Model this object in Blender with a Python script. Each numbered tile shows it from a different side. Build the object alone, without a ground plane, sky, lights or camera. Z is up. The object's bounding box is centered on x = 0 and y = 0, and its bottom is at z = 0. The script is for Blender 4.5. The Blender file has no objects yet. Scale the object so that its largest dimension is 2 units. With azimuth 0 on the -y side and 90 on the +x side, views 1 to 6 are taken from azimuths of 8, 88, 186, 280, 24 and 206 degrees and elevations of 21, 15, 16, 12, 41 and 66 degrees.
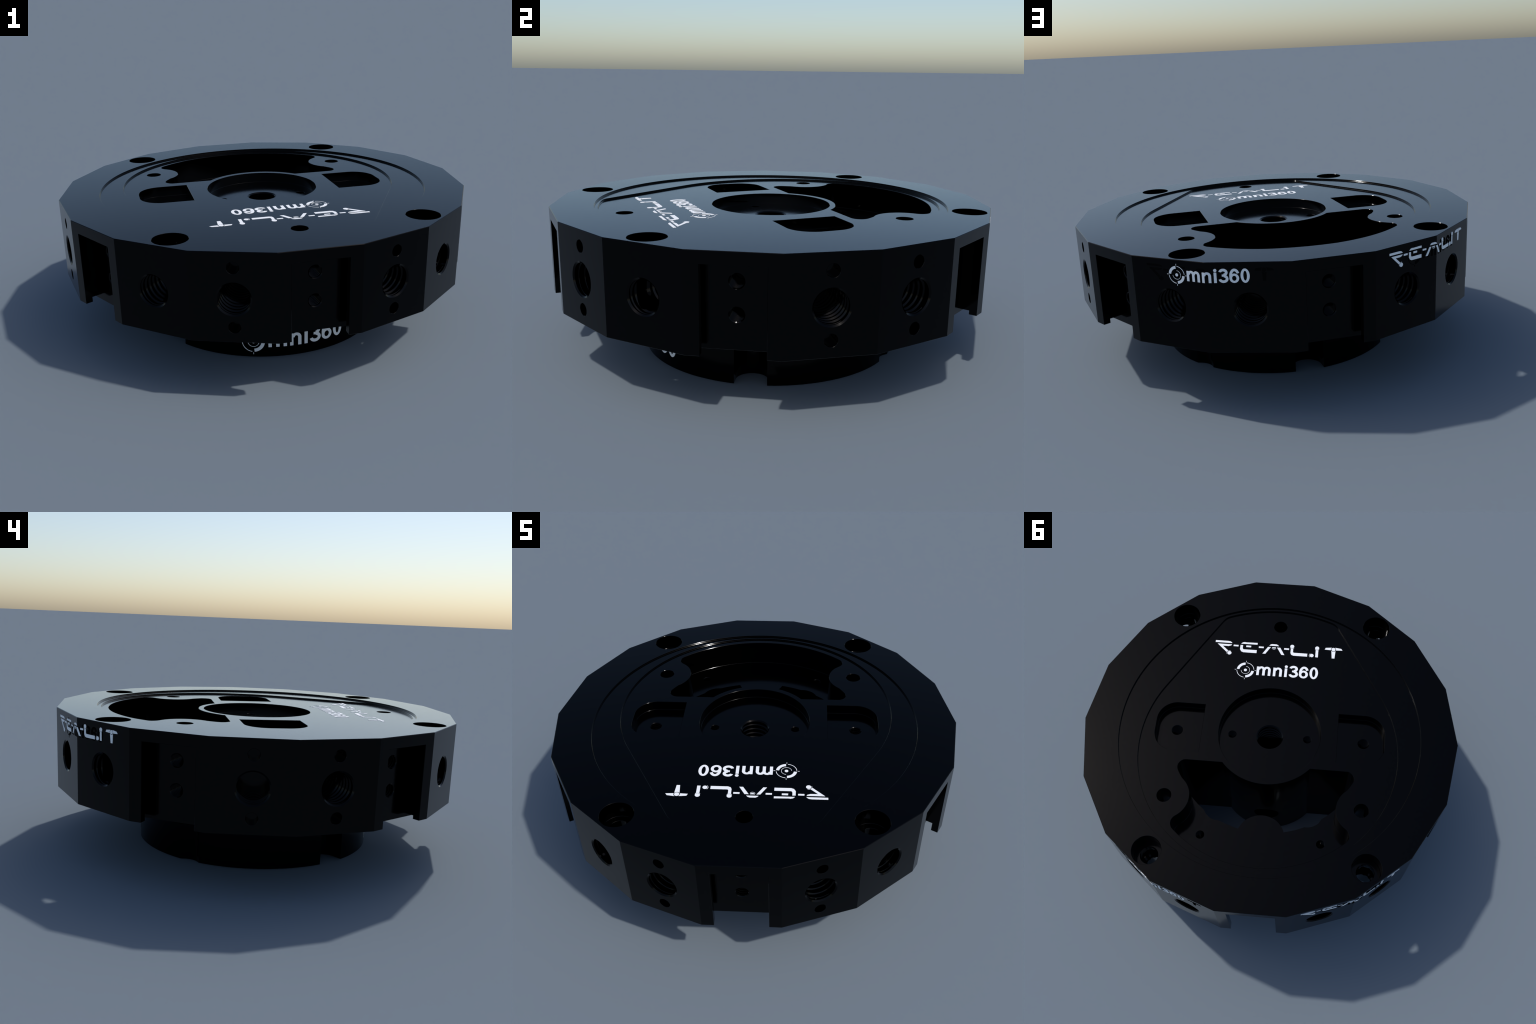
import bpy, bmesh
from math import sin, cos, pi, radians, hypot, sqrt, atan2, acos, ceil, tan
from mathutils import Vector, Matrix

# ---------------------------------------------------------------- dimensions
# Everything is written in millimetres; MM converts to scene metres.
APOTHEM = 59.0                       # 118 mm across the flats of the 18-gon
FACES = 18
RADIUS = APOTHEM / cos(pi / FACES)
MM = 1.0 / RADIUS                    # corner to corner = 2.00 m
Z_TOP, Z_BOTTOM = 40.0, 16.93         # polygonal body
Z_STEP, Z_FLOOR = 39.5, 39.0         # round recess, inner recess
Z_POCKET = 31.0                      # ledge in the large pocket
EPS = 0.6
AXIS = radians(110)                  # mirror axis of the inner features

def rot(p, a):
    return (p[0]*cos(a) - p[1]*sin(a), p[0]*sin(a) + p[1]*cos(a))

def inner(w, u):
    """(w across, u along the mirror axis) -> x, y"""
    return rot((w, u), AXIS - pi/2)

def polar(r, deg):
    return (r*cos(radians(deg)), r*sin(radians(deg)))

# ---------------------------------------------------------------- 2D helpers
def arc(c, rx, a0, a1, n=32, ry=None):
    ry = rx if ry is None else ry
    return [(c[0] + rx*cos(radians(a0 + (a1-a0)*i/n)), c[1] + ry*sin(radians(a0 + (a1-a0)*i/n)))
            for i in range(n+1)]

def circle(c, r, n=48):
    return [(c[0] + r*cos(2*pi*i/n), c[1] + r*sin(2*pi*i/n)) for i in range(n)]

def meet(c1, r1, c2, r2, side):
    """intersection of two circles, side=+1 left of c1->c2"""
    dx, dy = c2[0]-c1[0], c2[1]-c1[1]
    d = hypot(dx, dy)
    a = (r1*r1 - r2*r2 + d*d) / (2*d)
    h = sqrt(max(0, r1*r1 - a*a)) * side
    return (c1[0] + a*dx/d - h*dy/d, c1[1] + a*dy/d + h*dx/d)

def ang(c, p):
    from math import degrees
    return degrees(atan2(p[1]-c[1], p[0]-c[0]))

def sweep(c, r, p, q, direction, n=24):
    a0, a1 = ang(c, p), ang(c, q)
    if direction > 0:
        while a1 < a0: a1 += 360
    else:
        while a1 > a0: a1 -= 360
    return arc(c, r, a0, a1, n)

def dedupe(pts, tol=1e-3):
    out = []
    for p in pts:
        if not out or hypot(p[0]-out[-1][0], p[1]-out[-1][1]) > tol:
            out.append(p)
    if hypot(out[0][0]-out[-1][0], out[0][1]-out[-1][1]) < tol:
        out.pop()
    return out

def area(pts):
    return 0.5*sum(pts[i-1][0]*pts[i][1] - pts[i][0]*pts[i-1][1] for i in range(len(pts)))

def grow(pts, d):
    """offset a counter-clockwise outline outwards by d"""
    n, out = len(pts), []
    for i in range(n):
        p, a, b = pts[i], pts[i-1], pts[(i+1) % n]
        e1 = Vector((p[0]-a[0], p[1]-a[1])).normalized()
        e2 = Vector((b[0]-p[0], b[1]-p[1])).normalized()
        n1, n2 = Vector((e1.y, -e1.x)), Vector((e2.y, -e2.x))
        m = (n1 + n2).normalized()
        k = d / max(0.4, m.dot(n1))
        out.append((p[0] + m.x*k, p[1] + m.y*k))
    return out

# ---------------------------------------------------------------- 3D helpers
def new_object(name, mesh, parent=None, mat=None):
    ob = bpy.data.objects.new(name, mesh)
    bpy.context.scene.collection.objects.link(ob)
    if parent is not None:
        ob.parent = parent
    if mat is not None:
        mesh.materials.append(mat)
    return ob

def loft(sections):
    """closed solid through equal-length vertex rings; returns a bmesh in mm"""
    bm = bmesh.new()
    rings = [[bm.verts.new(v) for v in s] for s in sections]
    n = len(rings[0])
    for lo, hi in zip(rings, rings[1:]):
        for i in range(n):
            bm.faces.new((lo[i], lo[(i+1) % n], hi[(i+1) % n], hi[i]))
    bm.faces.new(list(reversed(rings[0])))
    bm.faces.new(rings[-1])
    bmesh.ops.recalc_face_normals(bm, faces=bm.faces)
    return bm

def prism(outline, levels):
    """levels: list of (z, outward offset)"""
    pts = dedupe(outline)
    if area(pts) < 0:
        pts.reverse()
    return loft([[(p[0], p[1], z) for p in (grow(pts, o) if abs(o) > 1e-9 else pts)] for z, o in levels])

def drill(radii, n=48):
    """stepped round cutter: list of (z, r)"""
    return loft([[(r*cos(2*pi*i/n), r*sin(2*pi*i/n), z) for i in range(n)] for z, r in radii])

def place(bm, matrix):
    bmesh.ops.transform(bm, matrix=matrix, verts=bm.verts)
    return bm

def radial(deg, z, d=0.0):
    """frame whose local -z runs from the outside towards the axis, origin at distance d"""
    a = radians(deg)
    out = Vector((cos(a), sin(a), 0)); tang = Vector((-sin(a), cos(a), 0)); up = Vector((0, 0, 1))
    m = Matrix((tang, up, out)).transposed().to_4x4()
    m.translation = out*d + Vector((0, 0, z))
    return m

def bm_mesh(bm, name, scale=MM):
    me = bpy.data.meshes.new(name)
    for v in bm.verts:
        v.co *= scale
    bm.to_mesh(me)
    bm.free()
    return me

def carve(target, cutters, operation='DIFFERENCE'):
    """apply boolean cutters (bmeshes in mm) to an object, modifiers baked in"""
    helpers = []
    for c in cutters:
        h = bpy.data.objects.new("cutter", bm_mesh(c, "cutter"))
        bpy.context.scene.collection.objects.link(h)
        m = target.modifiers.new("cut", 'BOOLEAN')
        m.object, m.operation, m.solver = h, operation, 'MANIFOLD'
        helpers.append(h)
    bpy.context.view_layer.update()
    dg = bpy.context.evaluated_depsgraph_get()
    me = bpy.data.meshes.new_from_object(target.evaluated_get(dg))
    target.modifiers.clear()
    old = target.data
    name = old.name
    mats = [m for m in old.materials]
    target.data = me
    bpy.data.meshes.remove(old)
    me.name = name
    me.materials.clear()
    for m in mats:
        me.materials.append(m)
    for h in helpers:
        d = h.data
        bpy.data.objects.remove(h)
        bpy.data.meshes.remove(d)

def finish(mesh, angle=12):
    bm = bmesh.new(); bm.from_mesh(mesh)
    bmesh.ops.remove_doubles(bm, verts=bm.verts, dist=2e-6)
    bmesh.ops.dissolve_limit(bm, angle_limit=radians(0.05), verts=bm.verts, edges=bm.edges)
    bm.to_mesh(mesh); bm.free()
    mesh.polygons.foreach_set("use_smooth", [True]*len(mesh.polygons))
    mesh.set_sharp_from_angle(angle=radians(angle))
    mesh.update()

# ---------------------------------------------------------------- materials
def material(name, build):
    m = bpy.data.materials.new(name)
    m.use_nodes = True
    nt = m.node_tree
    b = nt.nodes["Principled BSDF"]
    build(nt, b)
    return m

def anodised(nt, b):
    tc = nt.nodes.new("ShaderNodeTexCoord")
    no = nt.nodes.new("ShaderNodeTexNoise")
    no.inputs["Scale"].default_value = 60.0
    no.inputs["Detail"].default_value = 4.0
    nt.links.new(tc.outputs["Object"], no.inputs["Vector"])
    cr = nt.nodes.new("ShaderNodeValToRGB")
    cr.color_ramp.elements[0].color = (0.0095, 0.0095, 0.0098, 1)
    cr.color_ramp.elements[1].color = (0.0110, 0.0110, 0.0113, 1)
    nt.links.new(no.outputs["Fac"], cr.inputs["Fac"])
    nt.links.new(cr.outputs["Color"], b.inputs["Base Color"])
    b.inputs["Roughness"].default_value = ROUGH
    b.inputs["Metallic"].default_value = 1.0

def white_ink(nt, b):
    tc = nt.nodes.new("ShaderNodeTexCoord")
    no = nt.nodes.new("ShaderNodeTexNoise")
    no.inputs["Scale"].default_value = 150.0
    nt.links.new(tc.outputs["Object"], no.inputs["Vector"])
    cr = nt.nodes.new("ShaderNodeValToRGB")
    cr.color_ramp.elements[0].color = (0.93, 0.93, 0.93, 1)
    cr.color_ramp.elements[1].color = (0.97, 0.97, 0.97, 1)
    nt.links.new(no.outputs["Fac"], cr.inputs["Fac"])
    nt.links.new(cr.outputs["Color"], b.inputs["Base Color"])
    b.inputs["Roughness"].default_value = 0.5
    b.inputs["Specular IOR Level"].default_value = 0.2

def black_ink(nt, b):
    b.inputs["Base Color"].default_value = (0.004, 0.004, 0.004, 1)
    b.inputs["Roughness"].default_value = 0.9
    b.inputs["Specular IOR Level"].default_value = 0.0

ROUGH = 0.125
METAL = material("black_anodised_metal", anodised)
WHITE = material("white_ink", white_ink)
BLACK = material("matt_black_ink", black_ink)

# ---------------------------------------------------------------- outlines
HOLE_R, HOLE_ANG = 39.0, 51.45                     # two bolt bosses beside the pocket
BOSS = (HOLE_R*sin(radians(HOLE_ANG)), HOLE_R*cos(radians(HOLE_ANG)))
BOSS_R, HUB_R, WEB, RIM_C, RIM_R, WALL_R = 7.85, 18.08, 11.65, (0.0, 6.0), 39.1, 31.45

def egg_outline():
    """inner recess: big arc, two tangent flats at 60 degrees, a concentric arc at the front"""
    c, r, big, f = RIM_C, 41.2, 47.3, 5.0
    d = r + (c[1] * -0.5)                           # flat: 0.866 w - 0.5 u = d
    touch = (c[0] + r*cos(radians(-30)), c[1] + r*sin(radians(-30)))
    # fillet centre: distance d-f from the flat, big-f from the middle
    k = acos((d - f) / (big - f))
    a = radians(-30) - k
    fc = ((big-f)*cos(a), (big-f)*sin(a))
    p1 = (fc[0] + f*cos(radians(-30)), fc[1] + f*sin(radians(-30)))
    half = sweep(c, r, (0, c[1]+r), touch, -1, 56) + sweep(fc, f, p1, (fc[0]*big/(big-f), fc[1]*big/(big-f)), -1, 16)
    half += sweep((0, 0), big, half[-1], (0, -big), -1, 20)
    return half + [(-p[0], p[1]) for p in reversed(half)]

def pocket_outline():
    f1, f2 = 2.5, 2.7
    c1 = (sqrt((WALL_R-f1)**2 - (WEB+f1)**2), WEB + f1)
    a = (sqrt(HUB_R**2 - WEB**2), WEB)
    b = (c1[0], WEB)
    k = (c1[0]*WALL_R/(WALL_R-f1), c1[1]*WALL_R/(WALL_R-f1))
    x = min((meet((0, 0), WALL_R, BOSS, BOSS_R, s) for s in (1, -1)), key=lambda p: p[1])
    c2 = max((meet(BOSS, BOSS_R+f2, RIM_C, RIM_R-f2, s) for s in (1, -1)), key=lambda p: p[1])
    def toward(c, q, r):
        l = hypot(q[0]-c[0], q[1]-c[1]); return (c[0]+(q[0]-c[0])*r/l, c[1]+(q[1]-c[1])*r/l)
    t1 = toward(BOSS, c2, BOSS_R)
    t2 = toward(RIM_C, c2, RIM_R)
    half = [a] + sweep(c1, f1, b, k, 1, 12) + sweep((0, 0), WALL_R, k, x, 1, 8) \
        + sweep(BOSS, BOSS_R, x, t1, -1, 20) + sweep(c2, f2, t1, t2, 1, 14) + sweep(RIM_C, RIM_R, t2, (0, RIM_C[1]+RIM_R), 1, 30)
    hub = sweep((0, 0), HUB_R, (-a[0], a[1]), a, -1, 40)
    return half + [(-p[0], p[1]) for p in reversed(half)] + hub

TAB_C, TAB_R = (0.0, 33.1), 7.65
def window_outline():
    """opening below the ledge, right down to the ground, with a tab over the front slot"""
    a = (sqrt(HUB_R**2 - WEB**2), WEB)
    f1 = 2.5
    c1 = (sqrt((WALL_R-f1)**2 - (WEB+f1)**2), WEB + f1)
    k = (c1[0]*WALL_R/(WALL_R-f1), c1[1]*WALL_R/(WALL_R-f1))
    R = 31.35
    nc = (27.1*sin(radians(31.1)), 27.1*cos(radians(31.1)))
    n1 = max((meet((0, 0), R, nc, 5.1, s) for s in (1, -1)), key=lambda p: p[0])
    n2 = min((meet((0, 0), R, nc, 5.1, s) for s in (1, -1)), key=lambda p: p[0])
    t = max((meet((0, 0), R, TAB_C, TAB_R, s) for s in (1, -1)), key=lambda p: p[0])
    half = [a] + sweep(c1, f1, (c1[0], WEB), k, 1, 12) + sweep((0, 0), R, k, n1, 1, 14) \
        + sweep(nc, 5.1, n1, n2, 1, 8) + sweep((0, 0), R, n2, t, 1, 8) \
        + sweep(TAB_C, TAB_R, t, (0, TAB_C[1]-TAB_R), -1, 18)
    hub = sweep((0, 0), HUB_R, (-a[0], a[1]), a, -1, 40)
    return half + [(-p[0], p[1]) for p in reversed(half)] + hub

def d_outline(s):
    w0, w1, h, r = 21.85, 36.95, 8.65, 6.5
    pts = [(w0, -h)] + arc((w1-r, -h+r), r, -90, 0, 16) + arc((w1-r, h-r), r, 0, 90, 16) + [(w0, h)]
    return [(s*p[0], p[1]) for p in pts]

def slot_outline(deg):
    r, c = 4.15, 32.55
    pts = [(45, -r)] + [(c - r*sin(radians(a)), -r*cos(radians(a))) for a in range(0, 181, 6)] + [(45, r)]
    return [rot(p, radians(deg)) for p in pts]

def tslot(deg):
    """T-shaped guide in a side face, open at the bottom"""
    lip, wide, depth, thick = 7.15, 10.0, 4.6, 2.0
    o, m, i = APOTHEM + 3, APOTHEM - thick, APOTHEM - depth
    f = APOTHEM
    pts = [(o, -lip-CH), (o, lip+CH), (f, lip+CH), (f-CH, lip), (m, lip), (m, wide), (i, wide),
           (i, -wide), (m, -wide), (m, -lip), (f-CH, -lip), (f, -lip-CH)]
    return prism([rot(p, radians(deg)) for p in pts],
                 [(Z_BOTTOM-5, CH), (Z_BOTTOM, CH), (Z_BOTTOM+CH, 0), (37.0, 0)])

def tslot_brow(deg):
    """broken edge along the top of the slot mouth"""
    tri = [(APOTHEM-CH, 36.9), (APOTHEM+0.3, 36.9), (APOTHEM+0.3, 37.0+CH+0.3), (APOTHEM, 37.0+CH), (APOTHEM-CH, 37.0)]
    return loft([[(*rot((d, t), radians(deg)), z) for d, z in tri] for t in (-7.15, 7.15)])

CH = 0.06                                          # tiny broken edges
def mapped(outline):
    return [inner(*p) for p in outline]

def recess(outline, floor, rim):
    return prism(mapped(outline), [(floor, -CH), (floor+CH, 0), (rim-CH, 0), (rim, CH), (rim+EPS, CH)])

# ---------------------------------------------------------------- feature lists
TSLOT_AZ = [-130, -70, -10, 50, 110, 170]
PIN_AZ = [-170, -150, -90, -50, 10, 30]             # faces with a pin hole above and below the bore
BORE_AZ = [10 + 20*k for k in range(-9, 9) if (10 + 20*k) not in TSLOT_AZ]
SCREWS = [polar(53.8, d) for d in (-32.5, -107.5, 72.5, 147.5)]
BOLTS = [inner(*BOSS), inner(-BOSS[0], BOSS[1]), inner(0, -41.15)]
BORE_Z, PIN_Z = 28.08, (36.0, 20.8)
# tapped holes: rim (chamfer) radius, crest radius, root radius, pitch
LARGE = (4.36, 3.95, 4.60, 1.5875)
SMALL = (1.84, 1.62, 2.00, 0.70)
FINE = (1.36, 1.22, 1.50, 0.50)
SLOPE = 0.8                                         # countersink depth per unit of radius
WALL = 0.12                                         # metal left behind the thread roots

def tap(size, depth):
    """cutter for a tapped hole whose mouth is at z = 0; the thread sleeve fills its wide part"""
    rim, crest, root, pitch = size
    lead = SLOPE*(rim - crest) + 0.2*pitch
    return drill([(-depth, root+WALL), (-lead, root+WALL), (-lead, crest), (SLOPE*(crest-rim), crest), (0, rim), (EPS, rim)],
                 48 if root > 3 else 32)


def at(xy, z=0):
    return Matrix.Translation((xy[0], xy[1], z))

def screw_cutters():
    out = []
    for s in SCREWS:
        out.append(place(drill([(35, 4.5-CH), (35+CH, 4.5), (Z_TOP-CH, 4.5), (Z_TOP, 4.5+CH), (Z_TOP+EPS, 4.5+CH)]), at(s)))
        out.append(place(drill([(Z_BOTTOM-EPS, 2.75), (35-CH, 2.75), (35, 2.75+CH), (35+EPS, 2.75+CH)]), at(s)))
    return out

root = bpy.data.objects.new("mounting_hub", None)
bpy.context.scene.collection.objects.link(root)
root["label"] = "glossy black eighteen-sided machined metal mounting hub with white lettering"
root["category"] = "machine part"

# ---------------------------------------------------------------- body
ring = [polar(RADIUS, 20*k) for k in range(FACES)]
body_bm = prism(ring, [(Z_BOTTOM, -0.06), (Z_BOTTOM+0.06, 0), (Z_TOP-0.13, 0), (Z_TOP, -0.13)])
body = new_object("body", bm_mesh(body_bm, "body"), root, METAL)

cuts = []
cuts.append(drill([(Z_STEP, 48.3-CH), (Z_STEP+CH, 48.3), (Z_TOP-CH, 48.3), (Z_TOP, 48.3+CH), (Z_TOP+EPS, 48.3+CH)], 180))
cuts.append(recess(egg_outline(), Z_FLOOR, Z_STEP))
cuts.append(recess(pocket_outline(), Z_POCKET, Z_FLOOR))
cuts.append(prism(mapped(window_outline()), [(Z_BOTTOM-EPS, 0), (Z_POCKET+EPS, 0)]))
cuts.append(drill([(36, 16.5-CH), (36+CH, 16.5), (Z_FLOOR-CH, 16.5), (Z_FLOOR, 16.5+CH), (Z_FLOOR+EPS, 16.5+CH)], 120))
cuts.append(place(tap(LARGE, 19.4), at((0, 0), 36)))
for s in (1, -1):
    cuts.append(recess(d_outline(s), 36.0, Z_FLOOR))
    cuts.append(place(tap(SMALL, 8), at(inner(s*30.4, 0), 36)))
    cuts.append(place(tap(FINE, 7), at(inner(s*12.25, 0), 36)))
    cuts.append(place(tap(FINE, 7), at(inner(s*18.9, 33.5), Z_POCKET)))
cuts += screw_cutters()
for b in BOLTS:
    cuts.append(place(drill([(20, 2.26), (Z_FLOOR-CH, 2.26), (Z_FLOOR, 2.26+CH), (Z_FLOOR+EPS, 2.26+CH)]), at(b)))
    cuts.append(place(drill([(Z_BOTTOM-EPS, 4.7), (30, 4.7)]), at(b)))
for d in TSLOT_AZ:
    cuts.append(tslot(d))
    cuts.append(tslot_brow(d))
    for z in (32.4, 24.95):
        cuts.append(place(tap(SMALL, 7.5), radial(d, z, APOTHEM-4.6)))
for d in BORE_AZ:
    cuts.append(place(tap(LARGE, 10), radial(d, BORE_Z, APOTHEM)))
for d in PIN_AZ:
    for z in PIN_Z:
        cuts.append(place(drill([(-2.6, 1.52), (-CH, 1.52), (0, 1.52+CH), (EPS, 1.52+CH)], 40), radial(d, z, APOTHEM)))
hub_port = lambda: place(drill([(-12, 4.2), (4, 4.2)]), radial(110, 13.2, HUB_R))
cuts.append(hub_port())
carve(body, cuts)
finish(body.data)

# ---------------------------------------------------------------- base disc
base_bm = drill([(0, 35.5), (10.0, 35.5), (10.0, 33.5), (Z_BOTTOM, 33.5)], 160)
base = new_object("base_disc", bm_mesh(base_bm, "base_disc"), root, METAL)
cuts = [prism(mapped(window_outline()), [(-EPS, 0), (Z_BOTTOM+EPS, 0)]),
        drill([(-EPS, 3.95), (Z_BOTTOM+EPS, 3.95)]), hub_port()]
for d in (-10, 110, -130):
    cuts.append(prism(slot_outline(d), [(-EPS, 0), (Z_BOTTOM+EPS, 0)]))
for b in BOLTS[:2]:
    cuts.append(place(drill([(-EPS, 4.7), (Z_BOTTOM+EPS, 4.7)]), at(b)))
carve(base, cuts)
finish(base.data)

# ---------------------------------------------------------------- threads
def thread_sleeve(size, depth, name):
    """helical thread lining a tapped hole; runs from its lead-in down to -depth"""
    rim, crest, root, pitch = size
    lead = SLOPE*(rim - crest) + 0.2*pitch
    n = 64 if root > 3 else 32
    bm = bmesh.new()
    # one pitch of the profile: wide flat crest, then a 60 degree V groove
    profile = [(0.0, crest), (0.2, crest), (0.4, crest), (0.55, (crest+root)/2), (0.69, root), (0.71, root), (0.85, (crest+root)/2)]
    turns, per = int((depth - lead)/pitch) + 5, len(profile)
    columns = []
    for i in range(n):
        a, col = 2*pi*i/n, []
        for t in range(turns):
            for off, r in profile:
                z = pitch*2 - lead - pitch*(t + off - i/n)      # rises with the angle: a helix
                if z > -lead: z, r = -lead, crest
                if z < -depth: z, r = -depth, crest
                col.append(bm.verts.new((r*cos(a), r*sin(a), z)))
        columns.append(col)
    count = turns*per
    for i in range(n):
        lo, hi, shift = columns[i], columns[(i+1) % n], 0 if i < n-1 else -per
        for k in range(count - 1):
            q, w = k + shift, k + 1 + shift
            if q < 0: continue
            bm.faces.new((lo[k], lo[k+1], hi[w], hi[q]))
    ro = root + WALL + 0.02
    def ring(z):
        return [bm.verts.new((ro*cos(2*pi*i/n), ro*sin(2*pi*i/n), z)) for i in range(n)]
    top, bottom = ring(-lead - 0.01), ring(-depth)
    for i in range(n):
        j = (i+1) % n
        bm.faces.new((columns[i][0], columns[j][0], top[j], top[i]))
        bm.faces.new((top[i], top[j], bottom[j], bottom[i]))
        bm.faces.new((bottom[i], bottom[j], columns[j][-1], columns[i][-1]))
    bmesh.ops.remove_doubles(bm, verts=bm.verts, dist=1e-5)
    bmesh.ops.dissolve_degenerate(bm, edges=bm.edges, dist=1e-5)
    bmesh.ops.recalc_face_normals(bm, faces=bm.faces)
    me = bm_mesh(bm, name)
    me.polygons.foreach_set("use_smooth", [True]*len(me.polygons))
    me.set_sharp_from_angle(angle=radians(25))
    me.materials.append(METAL)
    return me

def put(mesh, name, matrix, parent):
    ob = bpy.data.objects.new(name, mesh)
    bpy.context.scene.collection.objects.link(ob)
    ob.parent = parent
    m = matrix.copy(); m.translation = m.translation*MM
    ob.matrix_local = m
    return ob

big = thread_sleeve(LARGE, 9.6, "accessory_thread")
m4 = thread_sleeve(SMALL, 7.0, "small_thread")
m3 = thread_sleeve(FINE, 6.5, "fine_thread")
crossed = [-30, -110, 70, 150]                      # bores met by a screw shaft
for d in BORE_AZ:
    mesh = big.copy() if d in crossed else big
    ob = put(mesh, "accessory_thread", radial(d, BORE_Z, APOTHEM), body)
    if d in crossed:
        bpy.context.view_layer.update()
        carve(ob, screw_cutters())
        finish(ob.data, 35)
put(thread_sleeve(LARGE, 19.0, "hub_thread"), "hub_thread", at((0, 0), 36), body)
for d in TSLOT_AZ:
    for z in (32.4, 24.95):
        put(m4, "small_thread", radial(d, z, APOTHEM-4.6), body)
for s in (1, -1):
    put(m4, "small_thread", at(inner(s*30.4, 0), 36), body)
    put(m3, "fine_thread", at(inner(s*12.25, 0), 36), body)
    put(m3, "fine_thread", at(inner(s*18.9, 33.5), Z_POCKET), body)

# ---------------------------------------------------------------- lettering
THIN = 0.042                                        # strokes are drawn a little bold, then trimmed
HALF = 0.04                                         # ink thickness, mm, before scaling
def slab(pts):
    return prism(pts, [(-HALF, -THIN), (HALF, -THIN)])

def rect(x0, y0, x1, y1):
    return [(x0, y0), (x1, y0), (x1, y1), (x0, y1)]

def band(c, rx0, rx1, a0, a1, n=24, ry0=None, ry1=None):
    """annular sector; rx0 inner, rx1 outer"""
    return arc(c, rx1, a0, a1, n, ry1) + list(reversed(arc(c, rx0, a0, a1, n, ry0)))

def ribbon(line, width):
    left, right = [], []
    for i, p in enumerate(line):
        a, b = line[max(0, i-1)], line[min(len(line)-1, i+1)]
        t = Vector((b[0]-a[0], b[1]-a[1])).normalized()
        left.append((p[0]-t.y*width/2, p[1]+t.x*width/2)); right.append((p[0]+t.y*width/2, p[1]-t.x*width/2))
    return left + list(reversed(right))

def wordmark():
    """upper wordmark: futuristic stencil letters with round joints"""
    s = []
    s.append([(-21.72, 33.15), (-21.72, 34.0)] + [(-17.3, 34.0), (-16.5, 33.85), (-16.05, 33.5), (-15.83, 33.15)])
    s.append([(-20.99, 32.7), (-15.88, 32.7), (-16.15, 32.2), (-17.0, 31.87), (-18.93, 31.87), (-16.98, 30.12), (-17.5, 29.42)])
    s.append(circle((-16.47, 29.2), 0.74, 32)); s.append(band((-16.47, 29.2), 0.83, 0.99, 70, 205))
    for x in (-15.42, -6.77, 1.88):
        s.append(rect(x, 31.95, x+1.76, 32.65))
    s.append([(-12.98, 33.18), (-12.4, 33.8), (-11.6, 34.02), (-11.35, 33.9), (-7.25, 33.99), (-7.25, 33.18)])
    s.append([(-13.08, 32.72), (-12.13, 32.72), (-12.13, 31.5), (-11.85, 31.04), (-7.26, 31.04), (-7.26, 29.77), (-11.8, 29.77), (-12.6, 30.1), (-13.1, 31.0)])
    s.append(rect(-11.08, 31.94, -9.32, 32.68))
    s.append([(-3.3, 33.15), (0.18, 33.15), (-0.25, 33.68), (-0.8, 33.93), (-2.4, 33.93), (-2.9, 33.68)])
    s.append([(-3.65, 32.69), (-5.35, 29.77), (-4.28, 29.77), (-2.56, 32.69)])
    s.append([(-0.62, 32.68), (1.14, 29.77), (2.27, 29.77), (0.6, 32.68)])
    s.append(arc((-1.55, 32.68), 0.7, 180, 360, 16, 0.55)); s.append(band((-1.55, 32.62), 0.68, 0.84, 200, 340, 16, 0.74, 0.9))
    s.append(circle((4.6, 33.5), 0.72, 32)); s.append(band((4.6, 33.5), 0.76, 0.93, 215, 325))
    s.append([(4.14, 32.72), (5.06, 32.72), (5.06, 31.3), (5.3, 31.04), (9.95, 31.04), (9.95, 29.77), (5.2, 29.77), (4.45, 30.1), (4.14, 30.8)])
    s.append(circle((11.43, 30.4), 0.7, 32)); s.append(band((11.43, 30.4), 0.8, 0.97, 125, 235))
    s.append(circle((13.1, 33.5), 0.73, 32)); s.append(band((13.1, 33.5), 0.76, 0.93, 215, 325))
    s.append(rect(12.62, 29.77, 13.6, 32.7))
    c = (18.65, 33.4)
    s.append(circle(c, 0.72, 32))
    s.append([(15.62, 33.12), (17.83, 33.02)] + arc(c, 0.84, 200, 125, 8) + [(18.0, 34.14), (15.98, 33.93)])
    s.append([(21.8, 33.16), (21.28, 33.92), (19.2, 34.2)] + arc(c, 0.84, 55, -20, 8) + [(19.47, 33.04)])
    s.append([(18.2, 29.77), (19.2, 29.77), (19.42, 32.95)] + arc(c, 0.84, -38, -142, 8) + [(17.92, 32.95)])
    return s

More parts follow.
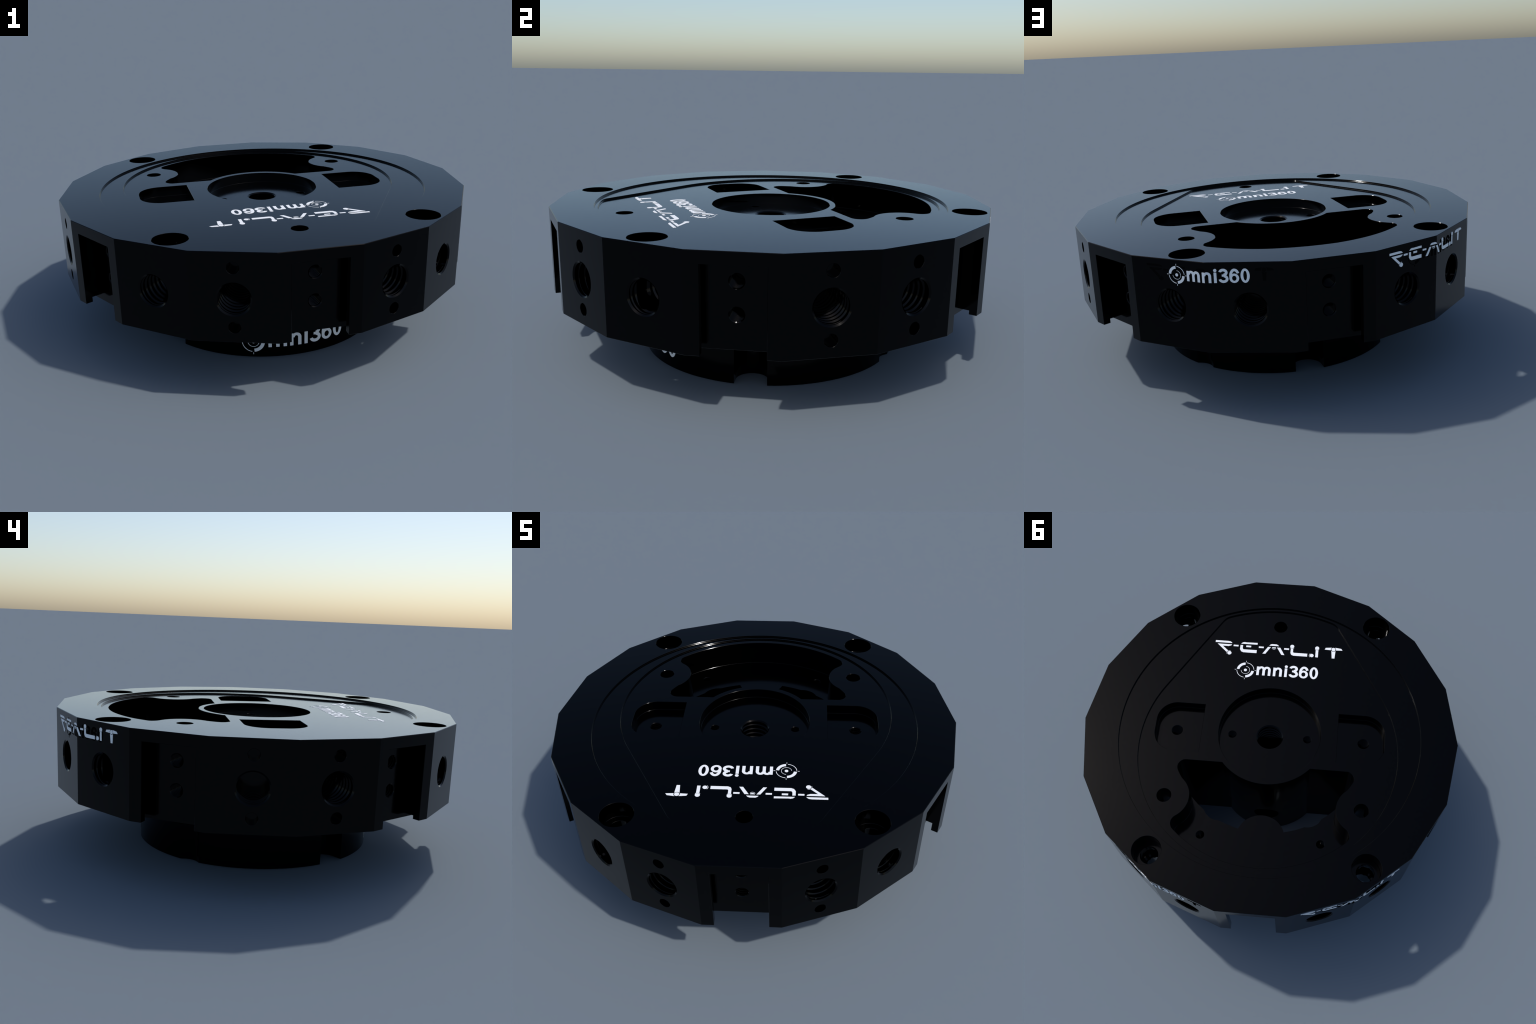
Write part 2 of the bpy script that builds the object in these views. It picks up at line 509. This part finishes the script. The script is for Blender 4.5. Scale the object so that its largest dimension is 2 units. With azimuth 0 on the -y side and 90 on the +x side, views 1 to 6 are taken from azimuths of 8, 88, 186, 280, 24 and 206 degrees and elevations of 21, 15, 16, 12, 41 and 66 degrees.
def productmark():
    """lower line: target ring in place of the first letter, then bold sans letters"""
    c, s = (-10.31, 22.84), []
    s.append(band(c, 2.0, 2.95, 94, 176)); s.append(band(c, 2.0, 2.95, 274, 356))
    s.append(band(c, 2.73, 2.97, 6, 86)); s.append(band(c, 2.73, 2.97, 184, 264))
    s.append(band(c, 1.345, 1.525, -175, 88, 48)); s.append(circle(c, 0.55, 28))
    for a in (0, 90, 180, 270):
        q = [rot(p, radians(a)) for p in rect(3.05, -0.105, 3.65, 0.105)]
        s.append([(c[0]+p[0], c[1]+p[1]) for p in q])
    y0, xh, st, top = 21.15, 24.58, 0.96, 25.8
    def arch(x0, x1):
        cx, rx, ry = (x0 + x1)/2, (x1 - x0)/2, 1.35
        s.append(band((cx, 24.72-ry), rx-st, rx, 0, 180, 24, ry-0.82, ry))
        s.append(rect(x1-st, y0, x1, 24.72-ry+0.3))
    s.append(rect(-6.59, y0, -6.59+st-0.02, xh)); arch(-6.3, -3.66); arch(-4.45, -1.78)
    s.append(rect(-1.04, y0, -1.04+st-0.02, xh)); arch(-0.75, 2.02)
    s.append(rect(2.77, y0, 3.72, xh)); s.append(circle((3.27, 25.24), 0.56, 24))
    w = 0.92
    s.append(ribbon(arc((5.78, 24.56), 1.02, 172, -85, 32, 0.8), w))
    s.append(ribbon(arc((5.82, 22.52), 1.14, 85, -172, 32, 0.92), w))
    s.append(rect(5.3, 23.2, 6.1, 23.95))
    s += [band((9.2, 22.66), 0.64, 1.55, a, a+200, 30, 0.78, 1.55) for a in (0, 180)]
    s.append(ribbon(arc((9.33, 23.4), 1.22, 195, 25, 36, 1.95), 0.9))
    s += [band((12.62, 23.46), 0.52, 1.46, a, a+200, 30, 1.55, 2.36) for a in (0, 180)]
    return s

def ink_mesh(shapes, name):
    """union of all strokes as one clean slab, flat in the local xy plane (mm)"""
    first = bm_mesh(slab(shapes[0]), name, 1.0)
    ob = bpy.data.objects.new("lettering_blank", first)
    bpy.context.scene.collection.objects.link(ob)
    helpers = []
    for sh in shapes[1:]:
        h = bpy.data.objects.new("stroke", bm_mesh(slab(sh), "stroke", 1.0))
        bpy.context.scene.collection.objects.link(h)
        m = ob.modifiers.new("add", 'BOOLEAN')
        m.object, m.operation, m.solver = h, 'UNION', 'MANIFOLD'
        helpers.append(h)
    bpy.context.view_layer.update()
    me = bpy.data.meshes.new_from_object(ob.evaluated_get(bpy.context.evaluated_depsgraph_get()))
    for h in helpers + [ob]:
        d = h.data; bpy.data.objects.remove(h); bpy.data.meshes.remove(d)
    return me

def lettering(flat, name, cuts, warp, mat, parent, lift=0.0):
    """bend a flat ink mesh onto a surface: cut at the given x lines, then map every vertex"""
    bm = bmesh.new(); bm.from_mesh(flat)
    for x in cuts:
        bmesh.ops.bisect_plane(bm, geom=bm.verts[:] + bm.edges[:] + bm.faces[:], dist=1e-5,
                               plane_co=(x, 0, 0), plane_no=(1, 0, 0))
    for v in bm.verts:
        v.co = Vector(warp(v.co.x, v.co.y, v.co.z + lift))
    bmesh.ops.recalc_face_normals(bm, faces=bm.faces)
    me = bm_mesh(bm, name)
    return new_object(name, me, parent, mat)

mark_a = ink_mesh(wordmark(), "wordmark_flat")
mark_b = ink_mesh(productmark(), "productmark_flat")

def on_floor(x, y, h):
    p = inner(-x, -y)
    return (p[0], p[1], Z_FLOOR + h + 0.015)

def round_corner(deg, scale, y_ref, z_ref):
    """wrap round a vertical corner of the 18-gon (corner at x = 0)"""
    corner = polar(RADIUS, deg)
    def f(x, y, h):
        a = radians(deg + (10 if x >= 0 else -10))
        t, o = (-sin(a), cos(a)), (cos(a), sin(a))
        s = x*scale
        if abs(s) < 1e-6:                            # mitre at the corner
            o = (cos(radians(deg))/cos(radians(10)), sin(radians(deg))/cos(radians(10)))
        return (corner[0] + t[0]*s + o[0]*(h+0.015), corner[1] + t[1]*s + o[1]*(h+0.015), z_ref + (y - y_ref)*scale)
    return f

def round_base(deg, scale, y_ref, z_ref):
    def f(x, y, h):
        a = radians(deg) + x*scale/35.5
        r = 35.5 + h + 0.03
        return (r*cos(a), r*sin(a), z_ref + (y - y_ref)*scale)
    return f

lettering(mark_a, "wordmark_lettering", [], on_floor, WHITE, body)
lettering(mark_b, "productmark_lettering", [], on_floor, WHITE, body)
lettering(mark_b, "productmark_lettering", [0], round_corner(80, 0.763, 21.15, 34.9), WHITE, body, 0.03)
lettering(mark_a, "wordmark_lettering", [0], round_corner(140, 0.758, 29.77, 35.28), WHITE, body, 0.03)
lettering(mark_a, "shadow_lettering", [0], round_corner(80, 0.758, 29.77, 35.28), BLACK, body)
lettering(mark_b, "shadow_lettering", [0], round_corner(140, 0.763, 21.15, 34.9), BLACK, body)
lettering(mark_b, "productmark_lettering", [i*0.7 for i in range(-20, 21)], round_base(-70, 1.093, 21.15, 2.88), WHITE, base)
for m in (mark_a, mark_b):
    bpy.data.meshes.remove(m)
